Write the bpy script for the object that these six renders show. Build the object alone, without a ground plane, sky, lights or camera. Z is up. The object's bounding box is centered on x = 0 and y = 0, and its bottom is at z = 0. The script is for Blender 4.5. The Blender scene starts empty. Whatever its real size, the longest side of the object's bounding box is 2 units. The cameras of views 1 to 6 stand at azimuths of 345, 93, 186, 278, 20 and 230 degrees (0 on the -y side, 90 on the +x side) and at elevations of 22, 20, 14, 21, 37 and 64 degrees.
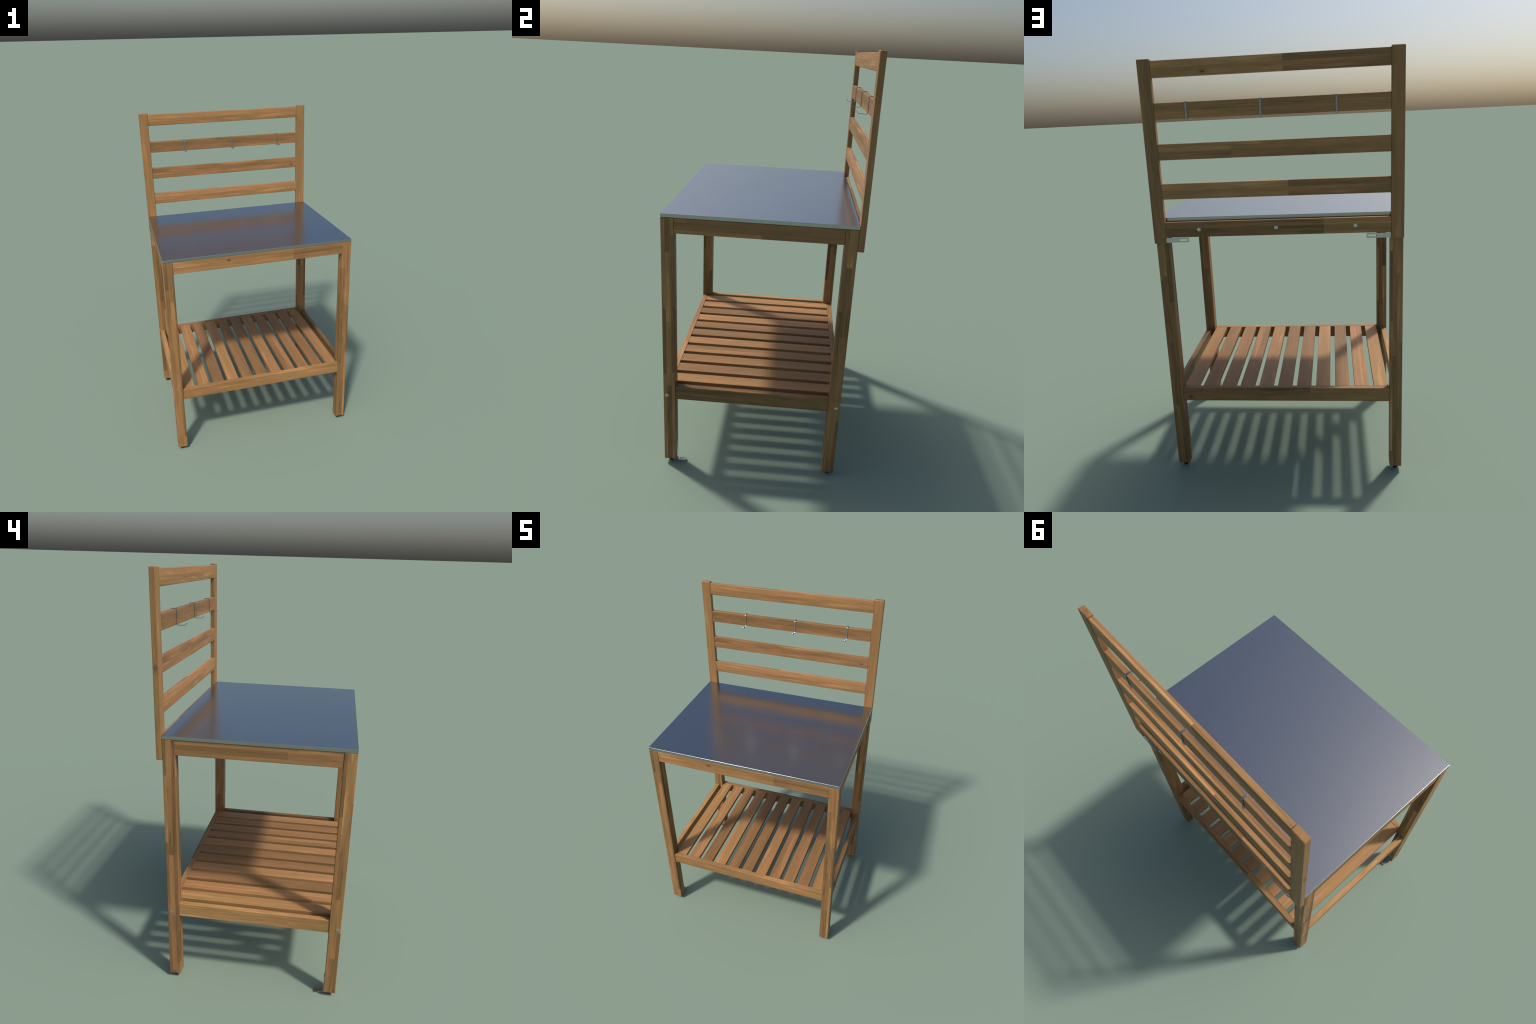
import bpy, bmesh, math, random
from mathutils import Vector, Matrix

# ------------------------------------------------------------------ helpers
def link(obj, parent=None):
    bpy.context.scene.collection.objects.link(obj)
    if parent is not None:
        obj.parent = parent
        obj.matrix_parent_inverse = parent.matrix_world.inverted()
    return obj


def board_mesh(name, length, width, thick, radius, end=0.0008, segments=4):
    """Planed board: long edges rounded by radius, end edges eased by end.
    Local X = grain direction, Y = width, Z = thickness."""
    hy, hz = width / 2 - radius, thick / 2 - radius
    section = []
    for cy, cz, a0 in ((hy, hz, 0), (-hy, hz, 90), (-hy, -hz, 180), (hy, -hz, 270)):
        for k in range(segments + 1):
            a = math.radians(a0 + 90.0 * k / segments)
            section.append((cy, cz, math.cos(a), math.sin(a)))
    count = len(section)
    rings = ((-length / 2, radius - end), (-length / 2 + end, radius),
             (length / 2 - end, radius), (length / 2, radius - end))
    verts = [(x, cy + r * ca, cz + r * sa) for x, r in rings for cy, cz, ca, sa in section]
    faces, normals = [], []
    tilt = math.sqrt(0.5)
    for i in range(3):
        for k in range(count):
            j = (k + 1) % count
            faces.append((i * count + k, i * count + j, (i + 1) * count + j, (i + 1) * count + k))
            nx = (-tilt, 0.0, tilt)[i]
            nr = 1.0 if i == 1 else tilt
            nk, nj = section[k][2:], section[j][2:]
            normals += [(nx, nr * nk[0], nr * nk[1]), (nx, nr * nj[0], nr * nj[1]),
                        (nx, nr * nj[0], nr * nj[1]), (nx, nr * nk[0], nr * nk[1])]
    faces.append(tuple(range(count))[::-1])
    normals += [(-1.0, 0.0, 0.0)] * count
    faces.append(tuple(range(3 * count, 4 * count)))
    normals += [(1.0, 0.0, 0.0)] * count
    me = bpy.data.meshes.new(name)
    me.from_pydata(verts, [], faces)
    if me.polygons[0].normal.dot(Vector(normals[0])) < 0:
        me.flip_normals()
        fixed, at = [], 0
        for f in faces:
            chunk = normals[at:at + len(f)]
            at += len(f)
            fixed += [chunk[0]] + chunk[:0:-1]
        normals = fixed
    for p in me.polygons:
        p.use_smooth = True
    me.normals_split_custom_set(normals)
    me.update()
    return me


def sheet_mesh(name, length, width, thick, radius, segments=4):
    """Slab with every edge and corner rounded by radius."""
    bm = bmesh.new()
    bmesh.ops.create_cube(bm, size=1.0)
    bmesh.ops.scale(bm, vec=(length, width, thick), verts=bm.verts)
    bmesh.ops.bevel(bm, geom=bm.edges[:], offset=radius, segments=segments,
                    profile=0.5, affect='EDGES', clamp_overlap=True)
    me = bpy.data.meshes.new(name)
    bm.to_mesh(me)
    bm.free()
    half = Vector((length, width, thick)) * 0.5 - Vector((radius,) * 3)
    normals = []
    for v in me.vertices:
        inner = Vector([max(-h, min(h, c)) for c, h in zip(v.co, half)])
        normals.append((v.co - inner).normalized())
    for p in me.polygons:
        p.use_smooth = True
    me.normals_split_custom_set_from_vertices(normals)
    return me


def orient(center, x_axis, y_axis):
    x = Vector(x_axis); y = Vector(y_axis); z = x.cross(y)
    m = Matrix((x, y, z)).transposed().to_4x4()
    m.translation = Vector(center)
    return m


def mesh_object(name, mesh, matrix, parent, material=None):
    obj = bpy.data.objects.new(name, mesh)
    obj.matrix_world = matrix
    bpy.context.scene.collection.objects.link(obj)
    if parent is not None:
        obj.parent = parent
        obj.matrix_parent_inverse = parent.matrix_world.inverted()
    if material is not None:
        if len(mesh.materials) == 0:
            mesh.materials.append(None)
        obj.material_slots[0].link = 'OBJECT'
        obj.material_slots[0].material = material
    return obj


# ------------------------------------------------------------------ node utilities
class Net:
    def __init__(self, tree):
        self.t = tree

    def node(self, kind, **props):
        n = self.t.nodes.new(kind)
        for k, v in props.items():
            setattr(n, k, v)
        return n

    def put(self, socket, value):
        if isinstance(value, bpy.types.NodeSocket):
            self.t.links.new(value, socket)
        else:
            socket.default_value = value

    def math(self, op, a, b=0.0, clamp=False):
        n = self.node('ShaderNodeMath', operation=op, use_clamp=clamp)
        self.put(n.inputs[0], a)
        self.put(n.inputs[1], b)
        return n.outputs[0]

    def xyz(self, x, y, z):
        n = self.node('ShaderNodeCombineXYZ')
        for s, v in zip(n.inputs, (x, y, z)):
            self.put(s, v)
        return n.outputs[0]

    def vmath(self, op, a, b):
        n = self.node('ShaderNodeVectorMath', operation=op)
        self.put(n.inputs[0], a)
        self.put(n.inputs[1], b)
        return n.outputs[0]

    def noise(self, vec, w, scale, detail=4.0, rough=0.55, distortion=0.0):
        n = self.node('ShaderNodeTexNoise', noise_dimensions='4D')
        self.put(n.inputs['Vector'], vec)
        self.put(n.inputs['W'], w)
        n.inputs['Scale'].default_value = scale
        n.inputs['Detail'].default_value = detail
        n.inputs['Roughness'].default_value = rough
        n.inputs['Distortion'].default_value = distortion
        return n.outputs['Fac']

    def ramp(self, fac, stops):
        n = self.node('ShaderNodeValToRGB')
        e = n.color_ramp.elements
        while len(e) < len(stops):
            e.new(0.5)
        for el, (p, c) in zip(e, stops):
            el.position = p
            el.color = (c[0], c[1], c[2], 1.0)
        self.put(n.inputs[0], fac)
        return n.outputs[0]

    def mix(self, fac, a, b, blend='MIX'):
        n = self.node('ShaderNodeMix', data_type='RGBA', blend_type=blend)
        self.put(n.inputs[0], fac)
        self.put(n.inputs[6], a)
        self.put(n.inputs[7], b)
        return n.outputs[2]

    def maprange(self, v, a, b, c, d, smooth=False):
        n = self.node('ShaderNodeMapRange',
                      interpolation_type='SMOOTHSTEP' if smooth else 'LINEAR')
        for s, val in zip(n.inputs[:5], (v, a, b, c, d)):
            self.put(s, val)
        return n.outputs[0]


# ------------------------------------------------------------------ oiled acacia wood
def build_wood_group():
    g = bpy.data.node_groups.new('acacia_wood', 'ShaderNodeTree')
    for nm, dv in (('Seed', 0.0), ('LamellaWidth', 0.03), ('LamellaDepth', 0.03),
                   ('JointLength', 0.5), ('OffsetX', 0.0), ('OffsetY', 0.0),
                   ('OffsetZ', 0.0), ('Tone', 0.0), ('Contrast', 1.0), ('Knots', 0.5),
                   ('Stagger', 0.0), ('BackShift', 0.0), ('JointTone', 0.0),
                   ('KnotX', 9.0), ('KnotY', 0.0), ('KnotZ', 0.0)):
        s = g.interface.new_socket(nm, in_out='INPUT', socket_type='NodeSocketFloat')
        s.default_value = dv
    g.interface.new_socket('Color', in_out='OUTPUT', socket_type='NodeSocketColor')
    g.interface.new_socket('Height', in_out='OUTPUT', socket_type='NodeSocketFloat')
    n = Net(g)
    gi = n.node('NodeGroupInput').outputs
    tc = n.node('ShaderNodeTexCoord').outputs['Object']
    sep = n.node('ShaderNodeSeparateXYZ')
    n.put(sep.inputs[0], tc)
    x, y, z = sep.outputs
    seed = gi['Seed']
    # glued lamellae: strips across the section, butt-jointed along the grain
    cy = n.math('FLOOR', n.math('ADD', n.math('DIVIDE', y, gi['LamellaWidth']), gi['OffsetY']))
    cz = n.math('FLOOR', n.math('ADD', n.math('DIVIDE', z, gi['LamellaDepth']), gi['OffsetZ']))
    row = n.node('ShaderNodeTexWhiteNoise', noise_dimensions='4D')
    n.put(row.inputs['Vector'], n.xyz(cy, cz, 0.5))
    n.put(row.inputs['W'], seed)
    along = n.math('ADD', n.math('DIVIDE', x, gi['JointLength']), gi['OffsetX'])
    along = n.math('ADD', along, n.math('MULTIPLY', row.outputs['Value'], gi['Stagger']))
    along = n.math('ADD', along, n.math('MULTIPLY', cz, gi['BackShift']))
    cx = n.math('FLOOR', along)
    cell = n.node('ShaderNodeTexWhiteNoise', noise_dimensions='4D')
    n.put(cell.inputs['Vector'], n.xyz(cx, cy, cz))
    n.put(cell.inputs['W'], n.math('ADD', seed, 3.7))
    r1 = cell.outputs['Value']
    csep = n.node('ShaderNodeSeparateColor')
    n.put(csep.inputs[0], cell.outputs['Color'])
    r2, r3, r4 = csep.outputs
    wseed = n.math('ADD', seed, n.math('MULTIPLY', r1, 37.0))
    # knots first: the grain flows round them
    vor = n.node('ShaderNodeTexVoronoi', voronoi_dimensions='4D', feature='F1')
    n.put(vor.inputs['Vector'], n.xyz(n.math('MULTIPLY', x, 0.55), y, z))
    n.put(vor.inputs['W'], wseed)
    vor.inputs['Scale'].default_value = 10.0
    vs = n.node('ShaderNodeSeparateColor')
    n.put(vs.inputs[0], vor.outputs['Color'])
    has = n.math('LESS_THAN', vs.outputs[0], gi['Knots'])
    dist = vor.outputs['Distance']
    core = n.math('MULTIPLY', n.maprange(dist, 0.05, 0.16, 1.0, 0.0, True), has)
    halo = n.math('MULTIPLY', n.maprange(dist, 0.05, 0.36, 1.0, 0.0, True), has)
    # one branch knot set by hand
    off = n.xyz(n.math('MULTIPLY', n.math('SUBTRACT', x, gi['KnotX']), 0.62),
                n.math('SUBTRACT', y, gi['KnotY']), n.math('SUBTRACT', z, gi['KnotZ']))
    vl = n.node('ShaderNodeVectorMath', operation='LENGTH')
    n.put(vl.inputs[0], off)
    kd = vl.outputs['Value']
    core = n.math('MAXIMUM', core, n.maprange(kd, 0.002, 0.0085, 0.95, 0.0, True))
    halo = n.math('MAXIMUM', halo, n.maprange(kd, 0.004, 0.020, 0.8, 0.0, True))
    # wandering of the grain
    wander = n.noise(n.xyz(n.math('MULTIPLY', x, 2.2), n.math('MULTIPLY', y, 5.0),
                           n.math('MULTIPLY', z, 5.0)), wseed, 1.0, 2.0)
    shift = n.math('ADD', n.math('MULTIPLY', n.math('SUBTRACT', wander, 0.5), 0.045),
                   n.math('MULTIPLY', halo, 0.010))
    yy = n.math('ADD', y, shift)
    zz = n.math('ADD', z, n.math('MULTIPLY', shift, 0.7))
    broad = n.noise(n.xyz(n.math('MULTIPLY', x, 1.1), n.math('MULTIPLY', yy, 26.0),
                          n.math('MULTIPLY', zz, 26.0)), wseed, 1.0, 2.5, 0.5)
    streak = n.noise(n.xyz(n.math('MULTIPLY', x, 4.0), n.math('MULTIPLY', yy, 130.0),
                           n.math('MULTIPLY', zz, 130.0)), wseed, 1.0, 6.0, 0.66, 0.3)
    pores = n.noise(n.xyz(n.math('MULTIPLY', x, 22.0), n.math('MULTIPLY', yy, 520.0),
                          n.math('MULTIPLY', zz, 520.0)), wseed, 1.0, 2.0, 0.5)
    cloud = n.noise(n.xyz(n.math('MULTIPLY', x, 6.0), n.math('MULTIPLY', y, 22.0),
                          n.math('MULTIPLY', z, 22.0)), n.math('ADD', wseed, 9.0), 1.0, 3.0)
    # tone = sapwood/heartwood bands + lamella tone
    v = n.math('MULTIPLY', n.math('SUBTRACT', broad, 0.5), 0.72)
    v = n.math('ADD', v, n.math('MULTIPLY', n.math('SUBTRACT', streak, 0.5), 0.90))
    v = n.math('ADD', v, n.math('MULTIPLY', n.math('SUBTRACT', cloud, 0.5), 0.46))
    v = n.math('ADD', v, n.math('MULTIPLY', n.math('SUBTRACT', r2, 0.5), 0.52))
    # sparse pale sapwood streaks
    sap = n.noise(n.xyz(n.math('MULTIPLY', x, 1.6), n.math('MULTIPLY', yy, 34.0),
                        n.math('MULTIPLY', zz, 34.0)), n.math('ADD', wseed, 21.0), 1.0, 2.0)
    v = n.math('ADD', v, n.maprange(sap, 0.58, 0.66, 0.0, 0.26, True))
    dark = n.noise(n.xyz(n.math('MULTIPLY', x, 1.3), n.math('MULTIPLY', yy, 60.0),
                         n.math('MULTIPLY', zz, 60.0)), n.math('ADD', wseed, 33.0), 1.0, 2.0)
    v = n.math('SUBTRACT', v, n.maprange(dark, 0.63, 0.71, 0.0, 0.17, True))
    v = n.math('MULTIPLY', v, gi['Contrast'])
    v = n.math('ADD', n.math('ADD', v, 0.46), gi['Tone'])
    v = n.math('ADD', v, n.math('MULTIPLY', cx, gi['JointTone']))
    col = n.ramp(v, ((0.0, (0.125, 0.069, 0.028)), (0.28, (0.230, 0.124, 0.050)),
                     (0.50, (0.315, 0.168, 0.067)), (0.70, (0.402, 0.217, 0.086)),
                     (1.0, (0.590, 0.345, 0.146))))
    # hue drift between reddish and olive parts
    red = n.mix(1.0, col, (1.06, 0.97, 0.96, 1), 'MULTIPLY')
    olive = n.mix(1.0, col, (0.95, 1.02, 0.90, 1), 'MULTIPLY')
    hue = n.math('ADD', n.math('MULTIPLY', n.math('SUBTRACT', cloud, 0.5), 2.6),
                 n.math('ADD', n.math('MULTIPLY', r3, 0.4), 0.42), True)
    col = n.mix(hue, olive, red)
    col = n.mix(n.maprange(pores, 0.25, 0.50, 0.16, 0.0), col, (0.085, 0.048, 0.020, 1))
    col = n.mix(n.math('MULTIPLY', halo, 0.35), col, (0.120, 0.075, 0.030, 1))
    col = n.mix(n.math('MULTIPLY', core, 0.80), col, (0.040, 0.026, 0.014, 1))
    go = n.node('NodeGroupOutput')
    n.put(go.inputs['Color'], col)
    n.put(go.inputs['Height'], n.math('ADD', streak, n.math('MULTIPLY', pores, 0.6)))
    return g


WOOD = build_wood_group()


def wood_material(seed, lamella=(0.2, 0.2), joint=4.0, offset=(0.5, 0.5, 0.5),
                  tone=0.0, contrast=1.0, knots=0.3, stagger=0.0, back_shift=0.0,
                  joint_tone=0.0, knot=(9.0, 0.0, 0.0)):
    m = bpy.data.materials.new('oiled_acacia')
    m.use_nodes = True
    n = Net(m.node_tree)
    bsdf = m.node_tree.nodes['Principled BSDF']
    g = n.node('ShaderNodeGroup')
    g.node_tree = WOOD
    vals = dict(Seed=seed * 1.618, LamellaWidth=lamella[0], LamellaDepth=lamella[1],
                JointLength=joint, OffsetX=offset[0], OffsetY=offset[1], OffsetZ=offset[2],
                Tone=tone, Contrast=contrast, Knots=knots, Stagger=stagger, BackShift=back_shift,
                JointTone=joint_tone, KnotX=knot[0], KnotY=knot[1], KnotZ=knot[2])
    for k, val in vals.items():
        g.inputs[k].default_value = val
    n.put(bsdf.inputs['Base Color'], g.outputs['Color'])
    bump = n.node('ShaderNodeBump')
    bump.inputs['Strength'].default_value = 0.12
    bump.inputs['Distance'].default_value = 0.001
    n.put(bump.inputs['Height'], g.outputs['Height'])
    n.put(bsdf.inputs['Normal'], bump.outputs[0])
    bsdf.inputs['Roughness'].default_value = 0.55
    bsdf.inputs['Specular IOR Level'].default_value = 0.35
    return m


# ------------------------------------------------------------------ metals and rubber
def steel_sheet_material():
    m = bpy.data.materials.new('brushed_stainless_steel')
    m.use_nodes = True
    n = Net(m.node_tree)
    bsdf = m.node_tree.nodes['Principled BSDF']
    tc = n.node('ShaderNodeTexCoord').outputs['Object']
    sep = n.node('ShaderNodeSeparateXYZ')
    n.put(sep.inputs[0], tc)
    x, y, z = sep.outputs
    brush = n.noise(n.xyz(n.math('MULTIPLY', x, 4.0), n.math('MULTIPLY', y, 190.0), z), 1.0, 1.0, 3.0)
    blot = n.noise(tc, 4.0, 9.0, 3.0)
    n.put(bsdf.inputs['Base Color'],
          n.ramp(n.math('ADD', n.math('MULTIPLY', brush, 0.8), n.math('MULTIPLY', blot, 0.2)),
                 ((0.2, (0.432, 0.437, 0.445)), (0.8, (0.456, 0.461, 0.469)))))
    bsdf.inputs['Metallic'].default_value = 1.0
    n.put(bsdf.inputs['Roughness'], n.maprange(brush, 0.3, 0.7, 0.230, 0.242))
    return m


def zinc_material(name, dark, light, rough):
    m = bpy.data.materials.new(name)
    m.use_nodes = True
    n = Net(m.node_tree)
    bsdf = m.node_tree.nodes['Principled BSDF']
    tc = n.node('ShaderNodeTexCoord').outputs['Object']
    blot = n.noise(tc, 2.0, 40.0, 2.0)
    n.put(bsdf.inputs['Base Color'], n.ramp(blot, ((0.3, (dark, dark, dark * 1.02)), (0.7, (light, light, light * 1.02)))))
    bsdf.inputs['Metallic'].default_value = 1.0
    n.put(bsdf.inputs['Roughness'], n.maprange(blot, 0.3, 0.7, rough, rough + 0.06))
    return m


def rubber_material():
    m = bpy.data.materials.new('black_plastic')
    m.use_nodes = True
    n = Net(m.node_tree)
    bsdf = m.node_tree.nodes['Principled BSDF']
    tc = n.node('ShaderNodeTexCoord').outputs['Object']
    blot = n.noise(tc, 5.0, 300.0, 2.0)
    n.put(bsdf.inputs['Base Color'], n.ramp(blot, ((0.3, (0.006, 0.006, 0.006)), (0.7, (0.012, 0.012, 0.012)))))
    bsdf.inputs['Roughness'].default_value = 0.6
    return m


STEEL, BLACK = steel_sheet_material(), rubber_material()
ZINC = zinc_material('galvanised_steel', 0.52, 0.60, 0.24)
WIRE = zinc_material('hook_steel', 0.33, 0.37, 0.33)

# ------------------------------------------------------------------ sizes (metres)
X_OUT, X_IN = 0.5667, 0.5098          # leg outer / inner faces
Y_FRONT, Y_BACK = -0.4402, 0.4085     # leg front / back faces
LEG = 0.0569
LEG_Z0, LEG_Z1 = 0.0230, 1.2908
RAIL_T = 0.0285
SIDE_APRON_IN, SIDE_RAIL_IN = 0.0035, 0.0050   # set back from the legs' outer faces
SHELF_Z0, SHELF_Z1 = 0.3768, 0.4468
SHELF_IN = 0.0036                     # front and back shelf rails set back from the leg faces
APRON_Z0, APRON_Z1 = 1.2202, 1.2908
TOP_Z0, TOP_Z1 = 1.2922, 1.3090
POST_Y0, POST_Y1 = 0.4092, 0.4360
POST_Z0, POST_Z1 = 1.1935, 2.0
ROUND = 0.0028

UP, RIGHT, BACKWARD = (0, 0, 1), (1, 0, 0), (0, 1, 0)

root = bpy.data.objects.new('outdoor_kitchen_table', None)
root.empty_display_size = 0.2
root['label'] = 'tall acacia wood outdoor work table with steel top, slatted shelf and backrest'
root['category'] = 'outdoor table'
bpy.context.scene.collection.objects.link(root)

_meshes = {}


def board(name, lo, hi, grain, wide, material, parent=root, radius=ROUND, end=0.0008):
    """A planed board filling the box lo..hi; grain and wide are world axes (0, 1, 2)."""
    lo, hi = Vector(lo), Vector(hi)
    size = hi - lo
    deep = 3 - grain - wide
    axes = [Vector(RIGHT), Vector(BACKWARD), Vector(UP)]
    key = tuple(round(s, 5) for s in (size[grain], size[wide], size[deep], radius, end))
    if key not in _meshes:
        _meshes[key] = board_mesh(name, size[grain], size[wide], size[deep], radius, end)
    return mesh_object(name, _meshes[key], orient((lo + hi) / 2, axes[grain], axes[wide]),
                       parent, material)


# ------------------------------------------------------------------ feet
def lathe_mesh(name, profile, steps=32):
    bm = bmesh.new()
    rings = []
    for r, z in profile:
        if r < 1e-6:
            rings.append([bm.verts.new((0, 0, z))])
        else:
            rings.append([bm.verts.new((r * math.cos(2 * math.pi * i / steps),
                                        r * math.sin(2 * math.pi * i / steps), z)) for i in range(steps)])
    for a, b in zip(rings, rings[1:]):
        for i in range(steps):
            j = (i + 1) % steps
            vs = [a[i % len(a)], a[j % len(a)], b[j % len(b)], b[i % len(b)]]
            uniq = []
            for v in vs:
                if v not in uniq:
                    uniq.append(v)
            if len(uniq) > 2:
                bm.faces.new(uniq)
    bmesh.ops.recalc_face_normals(bm, faces=bm.faces)
    me = bpy.data.meshes.new(name)
    bm.to_mesh(me)
    bm.free()
    for p in me.polygons:
        p.use_smooth = True
    me.set_sharp_from_angle(angle=math.radians(35))
    return me


foot_mesh = lathe_mesh('foot', ((0, 0), (0.0095, 0.0), (0.0122, 0.0025), (0.0138, 0.008),
                                (0.0138, 0.020), (0.0125, 0.0235), (0.0125, 0.030), (0, 0.030)))
# button-head screw with a hexagonal socket
def screw_mesh(name, radius, height, socket):
    me = lathe_mesh(name, ((0, -0.004), (radius * 0.9, -0.004), (radius, 0.0), (radius, height * 0.45),
                           (radius * 0.93, height * 0.8), (radius * 0.78, height),
                           (socket, height), (socket * 0.95, height * 0.15), (0, height * 0.05)), 24)
    return me


screw_head = screw_mesh('screw', 0.0088, 0.0018, 0.0032)
small_screw = screw_mesh('screw', 0.0060, 0.0022, 0.0022)

# ------------------------------------------------------------------ legs
legs = {}
seed = 11
for sy, y0 in ((-1, Y_FRONT), (1, Y_BACK - LEG)):
    for sx in (-1, 1):
        x0 = -X_OUT if sx < 0 else X_OUT - LEG
        seed += 3
        mat = wood_material(seed, lamella=(LEG / 2.6, LEG / 2.4), joint=0.34,
                            offset=(0.3 * seed % 1, 0.30 + 0.1 * sx, 0.45), knots=0.12,
                            tone=-0.06, contrast=0.95, stagger=1.0)
        leg = board('leg', (x0, y0, LEG_Z0), (x0 + LEG, y0 + LEG, LEG_Z1), 2, 0, mat)
        legs[(sx, sy)] = leg
        mesh_object('foot', foot_mesh, Matrix.Translation((x0 + LEG / 2, y0 + LEG / 2, 0)), leg, BLACK)
        yb = -0.4237 if sy < 0 else 0.3900
        mesh_object('screw', screw_head, orient((sx * X_OUT, yb, 0.3995), (0, sx, 0), (0, 0, 1)), leg, ZINC)

# ------------------------------------------------------------------ aprons under the top
front_apron = board('apron', (-X_IN + .0004, Y_FRONT + .0003, APRON_Z0), (X_IN - .0004, Y_FRONT + RAIL_T, APRON_Z1), 0, 2,
                    wood_material(41, joint=1.6, offset=(-0.125, 0.5, 0.5), knots=0.05, tone=0.10, joint_tone=0.06,
                                  knot=(-0.19, 0.012, 0.014), contrast=1.05))
board('apron', (-X_IN + .0004, Y_BACK - RAIL_T, APRON_Z0), (X_IN - .0004, Y_BACK - .001, APRON_Z1), 0, 2,
      wood_material(43, joint=0.9, tone=-0.03))
for sx, sd in ((-1, 45), (1, 47)):
    xa, xb = sorted((sx * (X_OUT - SIDE_APRON_IN), sx * (X_OUT - SIDE_APRON_IN - RAIL_T)))
    board('apron', (xa, Y_FRONT + LEG + .0004, APRON_Z0), (xb, Y_BACK - LEG - .0004, APRON_Z1), 1, 2,
          wood_material(sd, lamella=(0.034, 0.3), joint=0.55, offset=(0.1, 0.5, 0.5), knots=0.05, tone=0.03, contrast=0.75, stagger=1.0))

# ------------------------------------------------------------------ steel top
top_half = (0.5664, (0.4088 + 0.4400) / 2, (TOP_Z1 - TOP_Z0) / 2)
top_me = sheet_mesh('tabletop', 2 * top_half[0], 2 * top_half[1], 2 * top_half[2], 0.0013)
mesh_object('tabletop', top_me, Matrix.Translation((0, (0.4088 - 0.4400) / 2, (TOP_Z0 + TOP_Z1) / 2)), root, STEEL)

# ------------------------------------------------------------------ slatted shelf
shelf_inner_front = Y_FRONT + SHELF_IN + RAIL_T - 0.001
shelf_inner_back = Y_BACK - SHELF_IN - RAIL_T + 0.001
for ya, yb, sd, off, jt, knot in ((Y_FRONT + SHELF_IN, shelf_inner_front, 51, 0.5, 0.0, (9, 0, 0)),
                                  (shelf_inner_back, Y_BACK - SHELF_IN, 55, 0.079, 0.20, (0.47, -0.015, -0.014))):
    board('shelf_rail', (-X_IN + .0004, ya, SHELF_Z0), (X_IN - .0004, yb, SHELF_Z1), 0, 2,
          wood_material(sd, joint=1.6, offset=(off, 0.5, 0.5), knots=0.06, tone=0.02, joint_tone=jt, knot=knot))
for sx, sd in ((-1, 57), (1, 59)):
    xa, xb = sorted((sx * (X_OUT - SIDE_RAIL_IN), sx * (X_OUT - SIDE_RAIL_IN - RAIL_T)))
    board('shelf_rail', (xa, Y_FRONT + LEG + .0004, SHELF_Z0), (xb, Y_BACK - LEG - .0004, SHELF_Z1), 1, 2,
          wood_material(sd, joint=1.4, offset=(0.12 if sx < 0 else 0.6, 0.5, 0.5), knots=0.08, tone=0.0, joint_tone=-0.05))

SLATS, PITCH, SLAT_W = 11, 0.0942, 0.0696
slat_tones = (0.10, -0.04, 0.0, 0.08, -0.02, 0.0, 0.02, -0.03, 0.0, 0.0, 0.12)
for i in range(SLATS):
    xc = (i - (SLATS - 1) / 2) * PITCH
    mat = wood_material(70 + i * 2, lamella=(0.3, 0.3), joint=3.0, offset=(0.5, 0.5, 0.5),
                        tone=slat_tones[i], knots=0.06, contrast=0.60)
    board('slat', (xc - SLAT_W / 2, shelf_inner_front + .0006, 0.4235),
          (xc + SLAT_W / 2, shelf_inner_back - .0006, 0.4463), 1, 0, mat, radius=0.0022)

# ------------------------------------------------------------------ backrest frame
for sx, sd in ((-1, 101), (1, 103)):
    xa, xb = sorted((sx * X_OUT, sx * X_IN))
    board('backrest_post', (xa, POST_Y0, POST_Z0), (xb, POST_Y1, POST_Z1), 2, 0,
          wood_material(sd, lamella=(0.3, 0.3), joint=3.0, offset=(0.5, 0.5, 0.5), knots=0.06,
                        tone=-0.01, contrast=0.65), radius=0.0036, end=0.0028)
rail_z = [1.2210 + 0.1752 * i for i in range(5)]
# seed, world x of the butt joint in the back layer, its tone step, lamella width, tone, knot
rail_specs = ((111, -0.214, -0.24, 0.3, -0.06, (9, 0, 0)), (113, -0.0625, 0.22, 0.3, 0.03, (9, 0, 0)),
              (115, 0.18, 0.21, 0.036, 0.06, (0.47, -0.010, 0.014)), (117, 0.035, -0.06, 0.048, 0.05, (9, 0, 0)),
              (113, -0.06, 0.23, 0.3, 0.03, (0.283, -0.019, -0.014)))
rails = []
for z0, (sd, xj, jt, lam, tone, knot) in zip(rail_z, rail_specs):
    low = z0 < 1.3                     # the lowest rail is screwed on flush with the posts' back
    ya, yb = (POST_Y0 + .0015, POST_Y1 - .0003) if low else (POST_Y0 + .0012, POST_Y1 - .0028)
    rails.append(board('backrest_rail', (-X_IN + .0004, ya, z0), (X_IN - .0004, yb, z0 + 0.0706), 0, 2,
                       wood_material(sd, lamella=(lam, 0.014), joint=1.6, offset=(0.5, 0.98, 0.0),
                                     back_shift=0.5 + xj / 1.6, joint_tone=jt, knot=knot,
                                     knots=0.05, tone=tone, contrast=0.95), radius=0.0034))
for xs in (-0.3535, 0.0, 0.3535):
    mesh_object('screw', screw_head, orient((xs, POST_Y1 - .0003, 1.2556), (-1, 0, 0), (0, 0, 1)), rails[0], ZINC)


# ------------------------------------------------------------------ bent strips (hooks and brackets)
def fillet_path(points, radius, steps=5):
    pts = [Vector(p) for p in points]
    out = [pts[0]]
    for a, b, c in zip(pts, pts[1:], pts[2:]):
        u, w = (a - b).normalized(), (c - b).normalized()
        ang = u.angle(w)
        d = min(radius / math.tan(ang / 2), (a - b).length * 0.49, (c - b).length * 0.49)
        p0, p1 = b + u * d, b + w * d
        for k in range(steps + 1):
            t = k / steps
            out.append(p0.lerp(b, t).lerp(b.lerp(p1, t), t))
    out.append(pts[-1])
    return out


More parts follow.
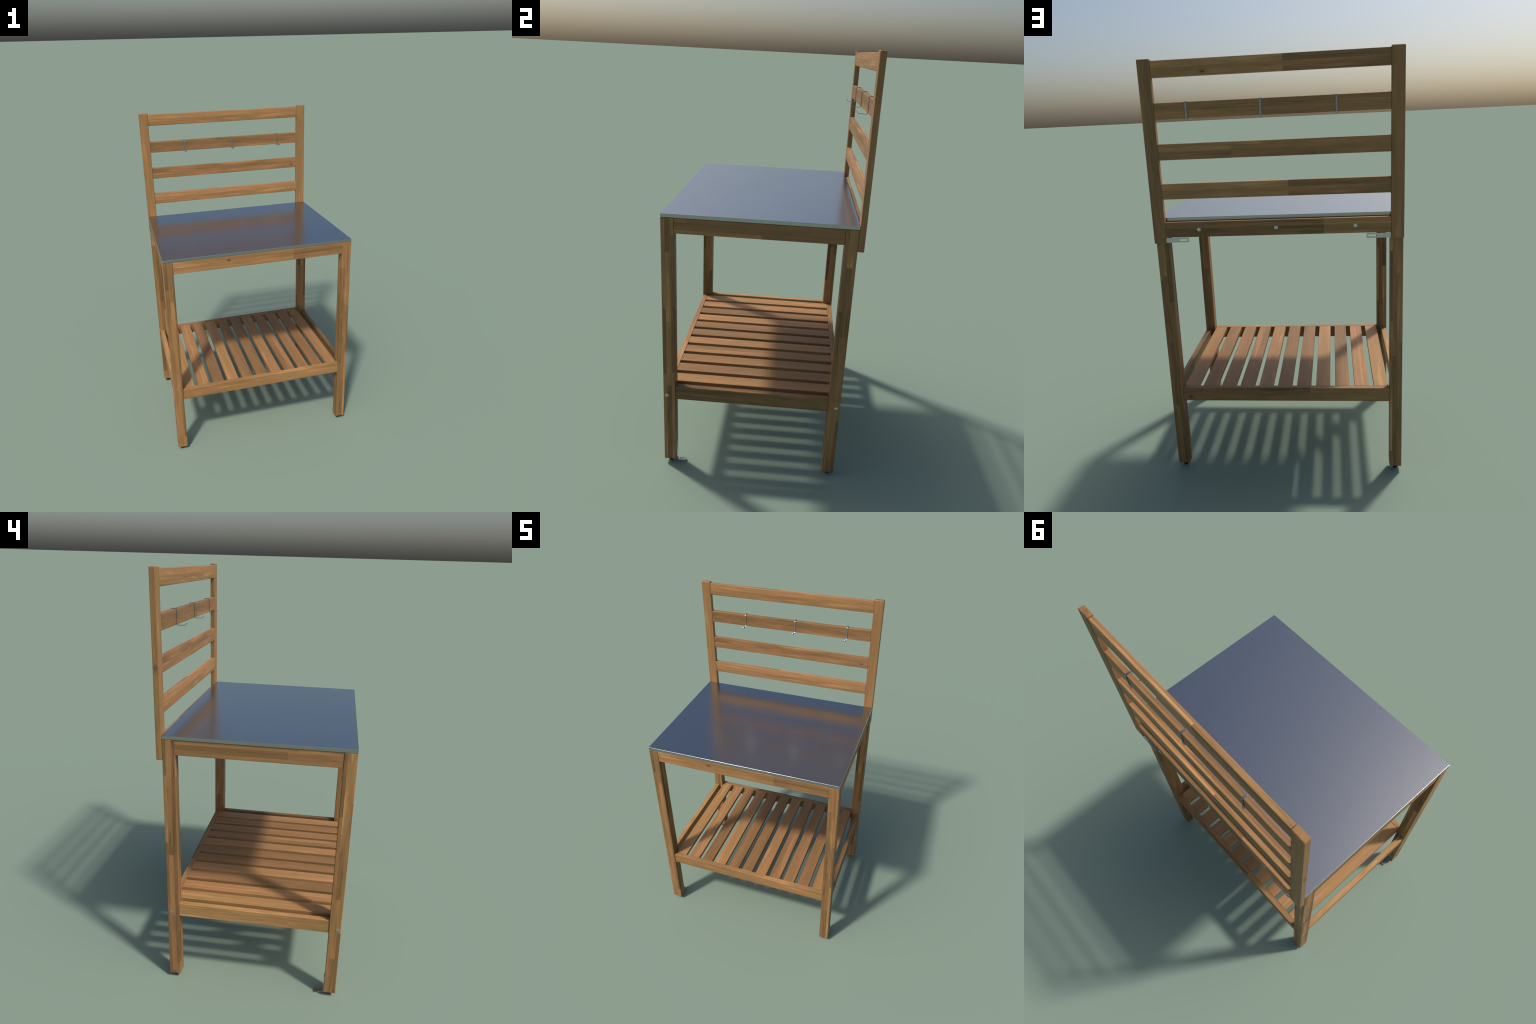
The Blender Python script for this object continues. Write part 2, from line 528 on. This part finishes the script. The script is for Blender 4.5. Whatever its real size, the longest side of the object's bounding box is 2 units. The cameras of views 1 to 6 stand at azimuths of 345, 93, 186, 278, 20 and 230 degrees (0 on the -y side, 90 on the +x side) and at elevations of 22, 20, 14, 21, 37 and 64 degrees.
def strip_mesh(name, path, width, thick):
    """Flat strip: centre line in the local XY plane, width along Z."""
    bm = bmesh.new()
    rings = []
    for i, p in enumerate(path):
        t = (path[min(i + 1, len(path) - 1)] - path[max(i - 1, 0)]).normalized()
        nrm = Vector((-t.y, t.x)) * (thick / 2)
        q = Vector((p.x, p.y))
        rings.append([bm.verts.new((q.x + s * nrm.x, q.y + s * nrm.y, h * width / 2))
                      for s, h in ((-1, -1), (1, -1), (1, 1), (-1, 1))])
    for a, b in zip(rings, rings[1:]):
        for k in range(4):
            bm.faces.new((a[k], a[(k + 1) % 4], b[(k + 1) % 4], b[k]))
    bm.faces.new(rings[0][::-1])
    bm.faces.new(rings[-1])
    bmesh.ops.recalc_face_normals(bm, faces=bm.faces)
    edges = [e for e in bm.edges if len(e.link_faces) == 2 and e.calc_face_angle() > 1.2]
    bmesh.ops.bevel(bm, geom=edges, offset=thick * 0.2, segments=2, affect='EDGES')
    me = bpy.data.meshes.new(name)
    bm.to_mesh(me)
    bm.free()
    for p in me.polygons:
        p.use_smooth = True
    me.set_sharp_from_angle(angle=math.radians(40))
    return me


HOOK_T = 0.0023
hook_path = fillet_path([(0.4320, 1.7398), (0.4362, 1.7400), (0.4362, 1.8188), (0.4088, 1.8188),
                         (0.4088, 1.7458), (0.3720, 1.7458), (0.3618, 1.7562)], 0.0055)
hook_me = strip_mesh('hook', [Vector((p.x, p.y)) for p in
                              [Vector((q[0], q[1] - 1.78)) for q in hook_path]], 0.0082, HOOK_T)
for xs in (-0.281, 0.043, 0.367):
    # strip plane XY -> world YZ, width -> world X
    mesh_object('hook', hook_me, orient((xs, 0, 1.78), BACKWARD, UP), rails[3], WIRE)


def slotted_plate(bm, origin, u, v, n, length, width, thick, slot):
    """Plate of length x width with a long round-ended slot, extruded by thick along n."""
    s0, s1, sw = slot
    r = sw / 2
    k = 8
    outer, cr = [], 0.003
    corners = ((length - cr, width / 2 - cr, 0), (length - cr, -(width / 2 - cr), -90))
    outer.append((0.0, width / 2))
    for cx, cyy, a0 in corners:
        for j in range(5):
            a = math.radians(a0 + 90 - 90 * j / 4)
            outer.append((cx + cr * math.cos(a), cyy + cr * math.sin(a)))
    outer.append((0.0, -width / 2))
    inner = []
    for j in range(k + 1):
        a = math.pi / 2 - math.pi * j / k
        inner.append((s1 - r + r * math.cos(a), r * math.sin(a)))
    for j in range(k + 1):
        a = -math.pi / 2 - math.pi * j / k
        inner.append((s0 + r + r * math.cos(a), r * math.sin(a)))

    def ring(pts, h):
        return [bm.verts.new(origin + u * px + v * py + n * h) for px, py in pts]
    loops = []
    for h in (0.0, thick):
        o, i = ring(outer, h), ring(inner, h)
        es = []
        for loop in (o, i):
            for a, b in zip(loop, loop[1:] + loop[:1]):
                es.append(bm.edges.new((a, b)))
        bmesh.ops.triangle_fill(bm, use_beauty=True, use_dissolve=False, edges=es)
        loops.append((o, i))
    for a, b in ((loops[0][0], loops[1][0]), (loops[0][1], loops[1][1])):
        m = len(a)
        for q in range(m):
            w = (q + 1) % m
            bm.faces.new((a[q], a[w], b[w], b[q]))


def bracket_mesh(name, long_arm, short_arm, width, thick):
    """L bracket: long arm along +X, short arm along +Y, width along Z, bend at the origin."""
    bm = bmesh.new()
    o = Vector((0, 0, 0))
    bend = thick * 1.6
    slotted_plate(bm, Vector((bend, 0, 0)), Vector((1, 0, 0)), Vector((0, 0, 1)), Vector((0, 1, 0)),
                  long_arm - bend, width, thick, (long_arm - bend - 0.046, long_arm - bend - 0.0065, 0.0078))
    slotted_plate(bm, Vector((0, bend, 0)), Vector((0, 1, 0)), Vector((0, 0, 1)), Vector((1, 0, 0)),
                  short_arm - bend, width, thick, (0.010, short_arm - bend - 0.0065, 0.0078))
    # the bend
    rings = []
    for j in range(7):
        a = math.pi + math.pi / 2 * j / 6
        c = Vector((bend, bend, 0))
        ro, ri = bend, bend - thick
        rings.append([bm.verts.new(c + Vector((rr * math.cos(a), rr * math.sin(a), h * width / 2)))
                      for rr, h in ((ro, -1), (ri, -1), (ri, 1), (ro, 1))])
    for a, b in zip(rings, rings[1:]):
        for k in range(4):
            bm.faces.new((a[k], a[(k + 1) % 4], b[(k + 1) % 4], b[k]))
    bmesh.ops.remove_doubles(bm, verts=bm.verts, dist=1e-5)
    bmesh.ops.recalc_face_normals(bm, faces=bm.faces)
    me = bpy.data.meshes.new(name)
    bm.to_mesh(me)
    bm.free()
    for p in me.polygons:
        p.use_smooth = True
    me.set_sharp_from_angle(angle=math.radians(30))
    return me


bracket_me = bracket_mesh('bracket', 0.1075, 0.0470, 0.0215, 0.0024)
for sx in (-1, 1):
    # upper: long arm runs inward along the back, short arm lies on the leg's inner face
    m = orient((sx * (X_IN - .0002), 0.4395, 1.2088), (-sx, 0, 0), (0, -1, 0))
    b = mesh_object('bracket', bracket_me, m, root, ZINC)
    mesh_object('screw', small_screw, orient((sx * (X_IN - .0026), 0.4020, 1.2088), (0, -sx, 0), (0, 0, 1)), b, ZINC)
    # lower: long arm stands on the back of the front leg, short arm points backward
    m = orient((sx * 0.5390, Y_FRONT + LEG + .0002, 0.0050), (0, 0, 1), (0, 1, 0))
    b = mesh_object('bracket', bracket_me, m, legs[(sx, -1)], ZINC)
    mesh_object('screw', small_screw, orient((sx * 0.5390, Y_FRONT + LEG + .0026, 0.0980), (-1, 0, 0), (0, 0, 1)), b, ZINC)
